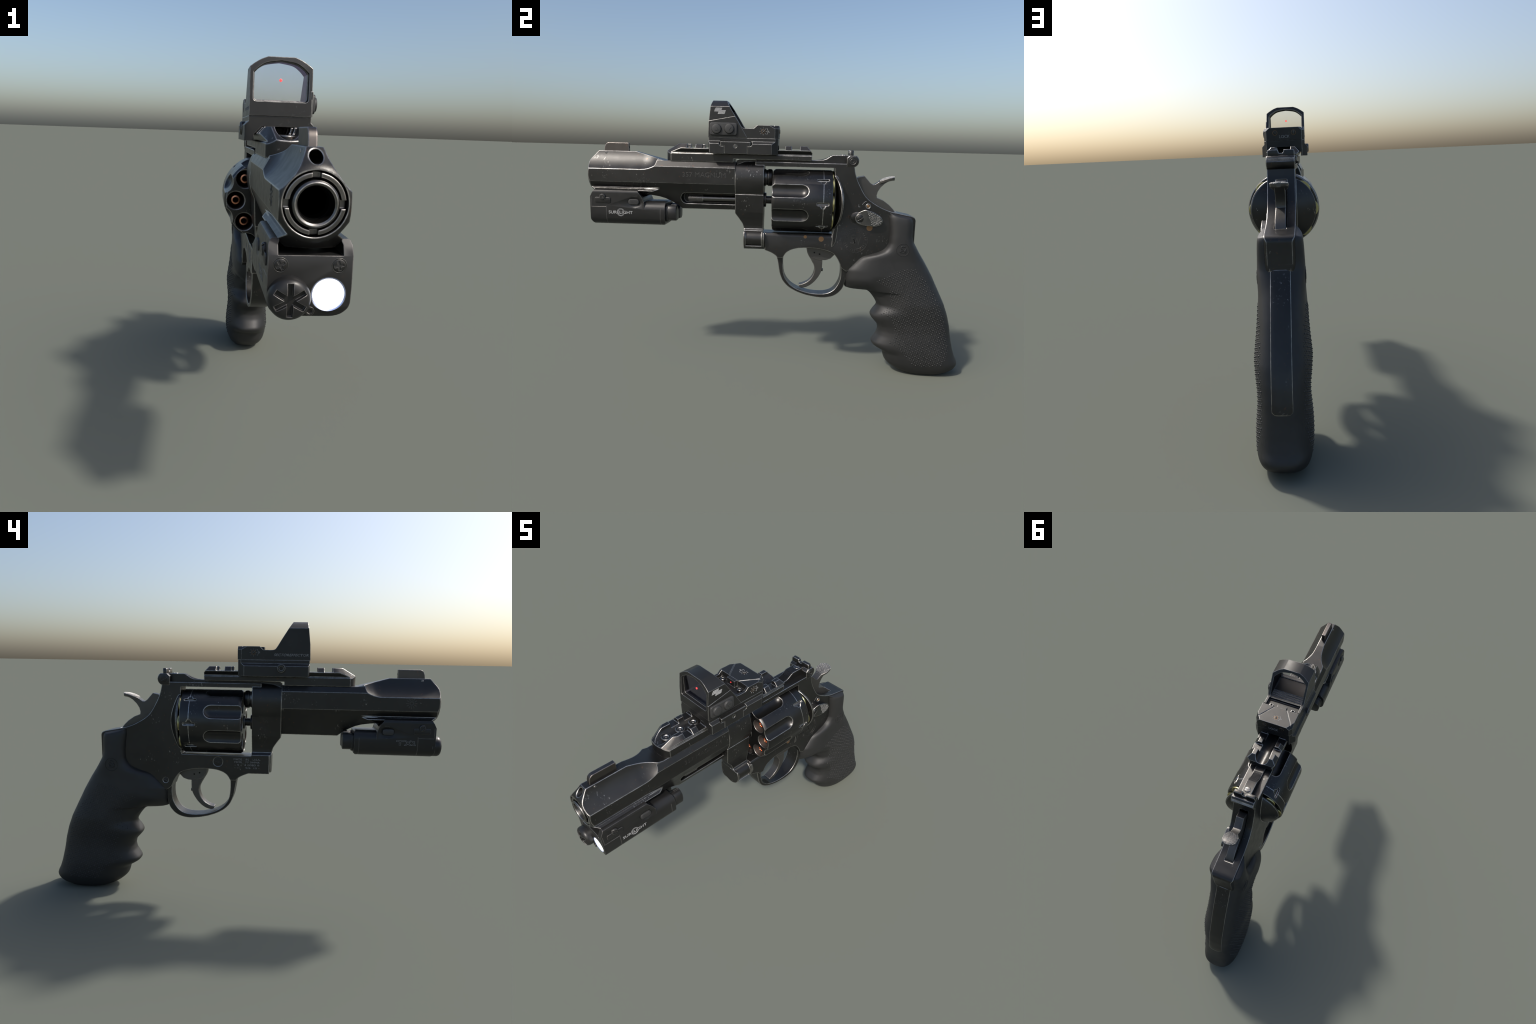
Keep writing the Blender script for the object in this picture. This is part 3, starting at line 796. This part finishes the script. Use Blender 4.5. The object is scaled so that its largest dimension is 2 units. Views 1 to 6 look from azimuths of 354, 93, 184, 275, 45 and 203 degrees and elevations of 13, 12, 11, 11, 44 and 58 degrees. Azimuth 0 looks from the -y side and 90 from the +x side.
REGION = [(0.653, 0.585), (0.73, 0.588), (0.777, 0.534), (0.844, 0.442), (0.889, 0.348), (0.92, 0.207), (0.933, 0.129), (0.901, 0.074), (0.816, 0.06), (0.753, 0.067), (0.686, 0.138), (0.621, 0.181), (0.647, 0.241),
          (0.617, 0.324), (0.567, 0.335), (0.613, 0.388), (0.600, 0.483), (0.525, 0.512), (0.595, 0.552)]
for s, nm in ((1, "grip_stippling"), (-1, "grip_stippling")):
    bm = bmesh.new()
    a1, a2 = Vector((0.0190, -0.0092)), Vector((0.0058, 0.0205))
    for i in range(-40, 80):
        for k in range(-40, 80):
            for u, v, rr in ((0, 0, 0.0040), (0.5, 0.0, 0.0024), (0.0, 0.5, 0.0024), (0.5, 0.5, 0.0028)):
                p = Vector((0.60, 0.10)) + a1 * (i + u) + a2 * (k + v)
                if not inside(tuple(p), REGION):
                    continue
                co, no = surface(gbvh, p.x, p.y, s)
                if co is None or no.x * s < 0.25:
                    continue
                M = Matrix.Translation(co - no * 0.0004) @ no.to_track_quat("Z", "Y").to_matrix().to_4x4()
                rings = []
                for r, h in ((rr, 0.0), (rr * 0.72, rr * 0.58)):
                    rings.append([bm.verts.new(M @ Vector((r * cos(2 * pi * q / 6), r * sin(2 * pi * q / 6), h))) for q in range(6)])
                top = bm.verts.new(M @ Vector((0, 0, rr * 0.95)))
                for q in range(6):
                    j = (q + 1) % 6
                    bm.faces.new((rings[0][q], rings[0][j], rings[1][j], rings[1][q]))
                    bm.faces.new((rings[1][q], rings[1][j], top))
    me = bpy.data.meshes.new(nm)
    bm.to_mesh(me); bm.free()
    o = bpy.data.objects.new(nm, me)
    COL.objects.link(o)
    finish(o, NUB, grip, 80)
    o["kind"] = "stuff"

def drape(o, bvh, s, lift):
    """press a thin mark onto a curved side: keeps its thickness"""
    xs = [v.co.x * s for v in o.data.vertices]
    x0 = min(xs)
    for v in o.data.vertices:
        co, no = surface(bvh, v.co.y, v.co.z, s)
        if co is not None:
            v.co.x = co.x + s * (lift + (v.co.x * s - x0) - 0.0015)
    finish(o)

for s, fc in ((1, "right"), (-1, "left")):
    marks = [ring_on_face("m", 0.0315, 0.0335, fc, (0, 0.653, 0.687), 0.0010, None, None, n=48),
             lettering("m", "S", fc, (0, 0.653, 0.690), 0.026, 0.036, 0.0010, None, None), lettering("m", "H", fc, (0, 0.653, 0.683), 0.032, 0.020, 0.0010, None, None)]
    for o in marks:
        drape(o, gbvh, s, 0.0009)
    merge("grip_emblem", marks, RUBBER, grip)

# backstrap let into the grip
loops = []
zz = [0.238 + (0.724 - 0.238) * i / 60 for i in range(61)]
for z in zz:
    hw = 0.0395 - (0.012 * (1 - sqrt(max(0, 1 - (1 - min(1, (z - 0.238) / 0.014)) ** 2))))
    f, r, w, c, nf, nr = grip_section(z)
    def yy(x):
        return c + (r - c) * (1 - (abs(x) / w) ** nr) ** (1 / nr)
    xs = [-hw + 2 * hw * i / 10 for i in range(11)]
    loops.append([(x, yy(x) + 0.0016 - 0.0008 * (abs(x) > hw * 0.99), z) for x in xs] + [(hw, yy(hw) - 0.012, z), (-hw, yy(hw) - 0.012, z)])
strap = loop_solid("backstrap", loops, GUN, frame)

# ------------------------------------------------------------------ accessory rail
rs = mirror([(0.0, 1.192), (0.057, 1.192), (0.0765, 1.170), (0.0595, 1.1495), (0.0655, 1.1450), (0.0655, 1.1045), (0.0, 1.1045)])
rail = prism_y("accessory_rail", rs, -0.60, 0.20)
keep(rail, prism_x("p", [(-0.574, 1.104), (-0.5745, 1.153), (-0.506, 1.193), (0.147, 1.193), (0.1735, 1.161), (0.1735, 1.128), (0.168, 1.1225), (-0.224, 1.1225), (-0.2245, 1.104)], -0.2, 0.2))
nose = smooth_line([(0.09, -0.515), (0.073, -0.535), (0.056, -0.556), (0.034, -0.570), (0.0, -0.5743)], 5)
keep(rail, prism_z("plan", [(x, y) for x, y in nose] + [(-x, y) for x, y in reversed(nose[:-1])] + [(-0.09, 0.3), (0.09, 0.3)], 1, 1.3))
for s in (-1, 1):
    n = Vector((s * 0.66, -0.45, 0.60)).normalized()
    p0 = Vector((s * 0.0575, -0.492, 1.1915))
    q = n.to_track_quat("Z", "Y").to_matrix().to_4x4()
    c = box("facet", -0.4, 0.4, -0.4, 0.4, 0.0, 0.4)
    c.data.transform(Matrix.Translation(p0) @ q)
    keepside = box("front", -0.2, 0.2, -0.7, -0.489, 1.0, 1.4)
    if s > 0:
        cut(keepside, box("half", -0.3, -0.001, -1, 1, 0.9, 1.5))
    else:
        cut(keepside, box("half", 0.001, 0.3, -1, 1, 0.9, 1.5))
    keep(c, keepside)
    cut(rail, c)
# shallow U channel down the middle
cut(rail, cyl("chan", (0, 0, 1.192), "y", 0.0365, -0.70, 0.30, 48))
for i, y0 in enumerate([-0.461, -0.3855, -0.31, -0.235, -0.16, -0.09, -0.005, 0.0695]):
    cut(rail, box("slot", -0.1, 0.1, y0, y0 + 0.0425, 1.1715, 1.25))
for y in (-0.514, -0.436, -0.360):
    cut(rail, cyl("cb", (0, y, 0), "z", 0.0262, 1.1600, 1.25, 36))
finish(rail, GUN, ROOT)
for y in (-0.514, -0.436, -0.360):
    o = lathe("rail_screw", [(0, 1.15), (0.0238, 1.15), (0.0238, 1.1665), (0.0215, 1.1690), (0.0115, 1.1690), (0.0105, 1.1655), (0, 1.1655)], (0, y, 0), "z", 32, GUN, rail)
    cyl("screw_socket", (0, y, 0), "z", 0.0062, 1.15, 1.1672, 6, GUN, rail)

box("channel_blocker", -0.036, 0.036, -0.190, -0.150, 1.150, 1.1935, GUN, rail)  # added block, only there to stop see-through along the channel under the sight
# ------------------------------------------------------------------ red dot sight
mount = prism_y("sight_mount", mirror([(0.0, 1.226), (0.1005, 1.226), (0.1005, 1.2095), (0.1135, 1.197), (0.1135, 1.1475), (0.083, 1.1475), (0.083, 1.168), (0.0575, 1.194), (0.0, 1.194)]), -0.345, 0.001)
keep(mount, prism_z("plan", [(-0.1045, -0.4), (0.1045, -0.4), (0.1045, -0.345), (0.12, -0.3355), (0.12, -0.038), (0.0885, 0.0015), (-0.0885, 0.0015), (-0.12, -0.038), (-0.12, -0.3355), (-0.1045, -0.345)], 1, 1.4))
tee = [(-0.293, 1.199)] + arc(-0.279, 1.199, 0.0135, 180, 90, 6) + arc(-0.140, 1.199, 0.0135, 90, 0, 6) + arc(-0.140, 1.1985, 0.0135, 0, -90, 6) + [(-0.1495, 1.185), (-0.1495, 1.140), (-0.2685, 1.140), (-0.2685, 1.185)] + arc(-0.279, 1.1985, 0.0135, 270, 181, 6)
cut(mount, prism_x("tee_seat", tee, 0.097, 0.2))
finish(mount, SOFT, ROOT)
cl = prism_x("clamp_plate", [(-0.285, 1.1875), (-0.267, 1.1865), (-0.267, 1.1475), (-0.151, 1.1475), (-0.151, 1.1865), (-0.1345, 1.1875), (-0.1345, 1.208), (-0.285, 1.208)], 0.096, 0.1155)
bevel(cl, 0.002, 1, 50)
recess(cl, 0.0095, "right", (0.1155, -0.211, 1.187), 0.003)
finish(cl, SOFT, mount)
cyl("clamp_pin", (0, -0.211, 1.187), "x", 0.0085, 0.10, 0.1140, 24, MUZZLE, mount)
ts = lathe("clamp_screw", [(0, -0.10), (0.0225, -0.10), (0.0225, -0.1165), (0.0185, -0.1205), (0.010, -0.1205), (0.009, -0.113), (0, -0.113)], (0, -0.210, 1.187), "x", 36, SOFT, mount)

sp = [(-0.348, 1.2265), (-0.3455, 1.30), (-0.3365, 1.378), (-0.3315, 1.4075), (-0.262, 1.4075)] + smooth_line([(-0.244, 1.378), (-0.212, 1.328), (-0.186, 1.286), (-0.175, 1.2755), (-0.160, 1.273)], 4)[0:] \
    + [(-0.122, 1.273), (-0.104, 1.2895), (0.0035, 1.2895), (0.0035, 1.2265)]
body = prism_x("red_dot_sight", sp, -0.101, 0.101)
hood = [(0.1005, 1.20), (0.1, 1.376)] + smooth_line([(0.1, 1.376), (0.085, 1.387), (0.065, 1.399), (0.043, 1.4076)], 4)[1:]
keep(body, prism_y("hood", hood + [(-x, z) for x, z in reversed(hood)], -0.5, 0.2))
keep(body, prism_z("plan", [(-0.12, -0.4), (0.12, -0.4), (0.12, -0.018), (0.102, -0.018), (0.088, 0.004), (-0.088, 0.004), (-0.102, -0.018), (-0.12, -0.018)], 1, 1.5))
def window_outline(k=0.0):
    h = [(0.0885 - k, 1.360 - k * 0.4)] + smooth_line([(0.0885 - k, 1.360 - k * 0.4), (0.070, 1.3765 - k), (0.045, 1.390 - k), (0.0, 1.397 - k)], 5)[1:]
    low = arc(0.0785 - k, 1.281 + k, 0.010, -90, 0, 4)
    r = low + h
    return r + [(-x, z) for x, z in reversed(r) if x > 1e-6]
cut(body, prism_y("window", window_outline(), -0.5, -0.135))
cut(body, prism_x("recess", [(-0.166, 1.2555), (-0.108, 1.2555), (-0.1035, 1.262), (-0.1035, 1.35), (-0.166, 1.35)], -0.0885, 0.0885))
join(body, box("boss", -0.030, 0.022, -0.122, -0.100, 1.24, 1.2888))
for s in (-1, 1):
    w = loop_solid("corner", [[(s * 0.062, 0.02, 1.2897), (s * 0.062, 0.02, 1.35), (s * 0.2, 0.02, 1.35), (s * 0.2, 0.02, 1.165)],
                              [(s * 0.1015, -0.046, 1.2897), (s * 0.1015, -0.046, 1.35), (s * 0.2, -0.046, 1.35), (s * 0.2, -0.046, 1.2197)]])
    cut(body, w)
    # V grooves in the top plate
    g = box("groove", -0.0022, 0.0022, -0.055, 0.06, 1.2865, 1.32)
    g.data.transform(Matrix.Translation((s * 0.063, -0.058, 0)) @ Matrix.Rotation(-s * radians(33), 4, "Z"))
    cut(body, g)
for k in range(4):
    cut(body, box("step", -0.085, 0.085, -0.224 + 0.0135 * k, -0.2175 + 0.0135 * k, 1.2665, 1.28))
finish(body, SOFT, ROOT)
plate = prism_x("side_plate", [(-0.3475, 1.228), (-0.3455, 1.306), (-0.215, 1.331), (-0.156, 1.234), (-0.156, 1.228)], 0.095, 0.1035, SOFT, body)
pad = prism_x("button_pad", rounded(rect(-0.339, -0.203, 1.2375, 1.2985), 0.013), 0.098, 0.1125)
bevel(pad, 0.0035, 3, 50)
finish(pad, PAD, body)
for y, z, up in ((-0.3045, 1.268, 1), (-0.2415, 1.2695, -1)):
    b = lathe("button", [(0, 0.10), (0.0245, 0.10), (0.0245, 0.1155), (0.0215, 0.1205), (0.017, 0.122), (0, 0.1215)], (0, y, z), "x", 40, PAD, body)
    face_poly("button_arrow", [(-0.009, -0.006 * up), (0.009, -0.006 * up), (0, 0.008 * up)] if up > 0 else [(0.009, 0.006), (-0.009, 0.006), (0, -0.008)], "right", (0.1215, y, z), 0.0022, PAD, b)
glass = prism_y("sight_lens", window_outline(0.0008), -0.324, -0.320, GLASS, body)
ro = prism_y("lens_ring", window_outline(-0.002), -0.330, -0.318)
ri = prism_y("x", window_outline(0.0035), -0.4, -0.2)
cut(ro, ri)
finish(ro, SOFT, body)
lathe("red_dot", [(0, -0.3255), (0.003, -0.3252), (0.0045, -0.3243), (0.0045, -0.3185), (0.003, -0.3178), (0, -0.3175)], (0, 0, 1.338), "y", 20, REDDOT, body)
box("dot_emitter", -0.0045, -0.0005, -0.1232, -0.1215, 1.271, 1.275, REDDOT, body)
# zeroing dials with tick marks
for fc, loc in (("right", (0.1004, -0.074, 1.2605)), ("left", (-0.1004, -0.074, 1.2605)), ("top", (0.0, -0.038, 1.2895))):
    slotted_screw("zero_dial", 0.0085, fc, loc, 0.0014, SCREW, body, ang=45, rim=RIM)
    ticks = []
    for k in range(8):
        M = Matrix.Rotation(k * pi / 4, 2)
        ticks.append(face_poly("t", [tuple(M @ Vector(p)) for p in rect(0.0135, 0.0185, -0.00055, 0.00055)], fc, loc, 0.0006, None, None))
    ticks.append(ring_on_face("t", 0.0228, 0.0240, fc, loc, 0.0006, None, None, -40, 40, 12))
    ticks.append(lettering("t", {"right": "L", "left": "R", "top": "U"}[fc], fc, Vector(loc) + Vector(FACE[fc][0]) * 0.0295, 0.0055, 0.008, 0.0006, None, None))
    merge("dial_marking", ticks, PAINT if fc != "left" else FAINT, body)
for x in (0.060, -0.060):
    star_screw("mounting_screw", 0.0135, "top", (x, -0.123, 1.256), 0.011, MUZZLE, body, arms=3, slot=0.16, reach=0.5)
for x, a in ((0.044, -40), (-0.0485, 85)):
    slotted_screw("lock_screw", 0.0105, "rear", (x, 0.0042, 1.264), 0.0016, SCREW, body, ang=a, rim=RIM)
lettering("lock_word", "LOCK", "rear", (-0.003, 0.004, 1.245), 0.052, 0.0145, 0.0006, FAINT, body)
lettering("maker_word", "SECTOREFFECTOR", "left", (-0.1004, -0.2555, 1.2505), 0.165, 0.0115, 0.0006, FAINT, body, shear=0.25)
bars = []
for i in range(4):
    z = 0.0125 - i * 0.0048
    sh = 0.35
    for (a, b, dz) in ((-0.028 + (0.002 if i == 0 else 0), 0.006, 0.0), (-0.006, 0.028, -0.0115)):
        zc = z + dz + 0.0015
        if dz == 0 and i == 3:
            a -= 0.0; b -= 0.010
        bars.append(face_poly("b", [(a + sh * zc, zc - 0.0016), (b + sh * zc, zc - 0.0016), (b + sh * (zc + 0.0032), zc + 0.0016), (a + sh * (zc + 0.0032), zc + 0.0016)],
                              "right", (0.1004, -0.2905, 1.3535), 0.0006, None, None))
merge("stripe_logo", bars, PAINT, body)

# ------------------------------------------------------------------ weapon light
low = mirror([(0.0, 0.960), (0.0945, 0.960), (0.0955, 0.84)] + arc(0.0505, 0.8165, 0.045, 0, -90, 8)[1:] + [(0, 0.7715)])
light = prism_y("weapon_light", low, -0.964, -0.574)
keep(light, prism_x("p", [(-0.964, 0.796), (-0.956, 0.778), (-0.948, 0.767), (-0.590, 0.767), (-0.5745, 0.783), (-0.5745, 0.888), (-0.585, 0.8945), (-0.683, 0.8945), (-0.684, 0.890), (-0.688, 0.905), (-0.697, 0.922), (-0.708, 0.935), (-0.7185, 0.9505), (-0.944, 0.9505), (-0.954, 0.935), (-0.964, 0.915)], -0.2, 0.2))
arm = [(0.073, 0.9155), (0.073, 0.938), (0.070, 0.944), (0.070, 0.97), (-0.070, 0.97), (-0.070, 0.944), (-0.073, 0.938), (-0.073, 0.9155)]
cut(light, prism_y("saddle", arm, -1.1, -0.55))
cut(light, box("tail_top", -0.3, 0.3, -0.686, -0.5, 0.8947, 1.0))
for s in (-1, 1):
    # rounded shoulders of the saddle arms and of the rear body
    sh = [(s * 0.0835, 0.9515), (s * 0.090, 0.9475), (s * 0.0945, 0.938), (s * 0.0957, 0.925), (s * 0.12, 0.925), (s * 0.12, 0.96), (s * 0.0835, 0.96)]
    cut(light, prism_y("shoulder", sh, -1.1, -0.55))
    sh = [(s * 0.055, 0.8956), (s * 0.075, 0.889), (s * 0.088, 0.876), (s * 0.0945, 0.860), (s * 0.0957, 0.85), (s * 0.14, 0.85), (s * 0.14, 0.96), (s * 0.055, 0.96)]
    cut(light, prism_y("shoulder", sh, -0.682, -0.55))
    sc = lathe("scallop", [(0, -1)] + [(sin(radians(a)), -cos(radians(a))) for a in range(12, 180, 12)] + [(0, 1)], (0, 0, 0), "x", 40)
    sc.data.transform(Matrix.Translation((s * 0.1035, -0.731, 0.889)) @ Matrix.Diagonal((0.016, 0.052, 0.034, 1)))
    cut(light, sc)
    cut(light, box("seam", s * 0.0935, s * 0.2, -0.957, -0.881, 0.8640, 0.8655), box("seam", s * 0.0935, s * 0.2, -0.9575, -0.956, 0.865, 0.915))
# seams that run round the body
for y, d in ((-0.8805, 0.0015), (-0.599, 0.0012)):
    ringo = prism_y("a", [(x * 1.2, 0.83 + (z - 0.83) * 1.2) for x, z in mirror([(0.0, 0.8640), (0.0945, 0.8640), (0.0955, 0.84)] + arc(0.0505, 0.8165, 0.045, 0, -90, 8)[1:] + [(0, 0.7715)])], y, y + d)
    cut(ringo, prism_y("b", mirror([(0.0, 1.2), (0.0935, 1.2), (0.0943, 0.84)] + arc(0.0505, 0.8165, 0.0438, 0, -90, 8)[1:] + [(0, 0.7727)]), y - 0.01, y + 0.01))
    cut(light, ringo)
cut(light, cyl("lens_seat", (0.044, 0, 0.827), "y", 0.0395, -1.1, -0.958, 48))
finish(light, POLY, ROOT)
lathe("lamp_lens", [(0, -0.9612), (0.030, -0.9609), (0.0362, -0.9602), (0.0362, -0.957), (0, -0.957)], (0.044, 0, 0.827), "y", 48, LAMP, light)
lathe("lamp_bezel", [(0.0365, -0.957), (0.0365, -0.9625), (0.0393, -0.964), (0.0393, -0.957)], (0.044, 0, 0.827), "y", 48, LAMPRIM, light)
knob = lathe("battery_cap", [(0, -0.95), (0.0485, -0.95), (0.0485, -0.978), (0.0475, -0.985), (0.044, -0.9915), (0.037, -0.9965), (0.025, -0.9995), (0, -1.0)], (-0.047, 0, 0.8215), "y", 64)
for k in range(3):
    c = box("s", -0.0065, 0.0065, -1.1, -0.9875, -0.038, 0.038)
    c.data.transform(Matrix.Translation((-0.047, 0, 0.8215)) @ Matrix.Rotation(k * pi / 3, 4, "Y"))
    cut(knob, c)
finish(knob, POLY, light)
for x, rot in ((-0.067, 30), (0.064, 12)):
    star_screw("bezel_screw", 0.0145, "front", (x, -0.9635, 0.893), 0.0022, SCREW, light, arms=2, slot=0.2, reach=0.75, rot=rot, rim=SCREW)
hx = lathe("hex_screw", [(0, -0.95), (0.0105, -0.95), (0.0105, -0.9665), (0, -0.9665)], (0.003, 0, 0.788), "y", 32)
cut(hx, cyl("h", (0.003, 0, 0.788), "y", 0.0068, -1, -0.963, 6))
finish(hx, SCREW, light)
for s, fc in ((1, "right"), (-1, "left")):
    c = prism_x("clamp_bar", rounded(rect(-0.938, -0.856, 0.8835, 0.9125), 0.009), s * 0.09, s * 0.099)
    bevel(c, 0.002, 2, 50)
    finish(c, POLY, light)
    slotted_screw("clamp_screw", 0.0165, fc, (s * 0.094, -0.897, 0.914), 0.0095, POLY, c, ang=-50 if s > 0 else 50, dome=0.0)
    b = prism_x("side_button", rounded(rect(-0.763, -0.708, 0.8775, 0.9055), 0.013), s * 0.085, s * 0.0985)
    bevel(b, 0.003, 2, 50)
    finish(b, PAD, light)
    if s > 0:
        rb = [box("r", 0.0975, 0.0995, -0.755, -0.716, 0.8825 + i * 0.0045, 0.8845 + i * 0.0045) for i in range(5)]
        merge("button_rib", rb, PAD, b)
lettering("lamp_word", "SURELIGHT", "right", (0.0951, -0.805, 0.8365), 0.126, 0.0155, 0.0007, PAINT, light, bold=0.006)
lr = []
for a0, a1 in ((28, 152), (208, 332)):
    for r0, r1 in ((0.0185, 0.0198), (0.0150, 0.0162)):
        lr.append(ring_on_face("r", r0, r1, "right", (0.0951, -0.8045, 0.8365), 0.0007, None, None, a0, a1, 20))
merge("lamp_emblem", lr, PAINT, light)
def outline_glyph(pts, face, loc, t):
    segs = []
    for (x0, y0), (x1, y1) in zip(pts, pts[1:] + pts[:1]):
        d = Vector((x1 - x0, y1 - y0)); n = Vector((-d.y, d.x)).normalized() * t / 2; e = d.normalized() * t / 2
        a, b = Vector((x0, y0)) - e, Vector((x1, y1)) + e
        segs.append(face_poly("g", [tuple(a - n), tuple(b - n), tuple(b + n), tuple(a + n)], face, loc, 0.0007, None, None))
    return segs
gl = outline_glyph([(-0.046, 0.0115), (-0.009, 0.0115), (-0.009, 0.0065), (-0.0245, 0.0065), (-0.0245, -0.0115), (-0.0325, -0.0115), (-0.0325, 0.0065), (-0.046, 0.0065)], "left", (-0.0951, -0.8235, 0.8405), 0.0013)
gl += outline_glyph([(-0.008, 0.0115), (0.000, 0.0115), (0.0095, 0.0035), (0.019, 0.0115), (0.027, 0.0115), (0.0138, 0.0), (0.027, -0.0115), (0.018, -0.0115), (0.0095, -0.0042), (0.001, -0.0115), (-0.008, -0.0115), (0.0052, 0.0)], "left", (-0.0951, -0.8235, 0.8405), 0.0013)
gl += outline_glyph([(0.0295, 0.0085), (0.0415, 0.0085), (0.0415, -0.0075), (0.047, -0.0075), (0.047, -0.0115), (0.0285, -0.0115), (0.0285, -0.0075), (0.0345, -0.0075), (0.0345, 0.0045), (0.0295, 0.0045)], "left", (-0.0951, -0.8235, 0.8405), 0.0012)
merge("model_word", gl, FAINT, light)
# rear switch: collar and two paddles with a dip between them
coll = prism_y("switch_collar", mirror([(0, 0.842), (0.020, 0.846), (0.042, 0.866), (0.060, 0.880), (0.080, 0.868), (0.086, 0.84), (0.080, 0.805), (0.060, 0.790), (0, 0.790)]), -0.580, -0.562)
bevel(coll, 0.004, 2, 40)
finish(coll, POLY, light)
for s in (-1, 1):
    sec = [(s * 0.014, 0.8), (s * 0.014, 0.850), (s * 0.030, 0.866), (s * 0.052, 0.878), (s * 0.070, 0.874), (s * 0.081, 0.858), (s * 0.083, 0.83), (s * 0.078, 0.806), (s * 0.062, 0.797)]
    p = prism_y("switch_paddle", sec, -0.570, -0.519)
    bevel(p, 0.004, 2, 40)
    finish(p, POLY, light)
    rb = [box("r", s * (0.048 + i * 0.006), s * (0.051 + i * 0.006), -0.55, -0.522, 0.86, 0.8795 - i * 0.002) for i in range(4)]
    merge("paddle_rib", rb, POLY, p)
cyl("switch_core", (0, 0, 0.822), "y", 0.018, -0.57, -0.545, 32, POLY, light)

# keep the tree to thing > part > sub-part
for o in list(bpy.data.objects):
    chain = []
    p = o.parent
    while p is not None:
        chain.append(p)
        p = p.parent
    if len(chain) > 2:
        shift = sum((c.location for c in chain[:-2]), Vector((0, 0, 0)))
        o.location = o.location + shift
        o.parent = chain[-2]

for me in list(bpy.data.meshes):
    if me.users == 0:
        bpy.data.meshes.remove(me)
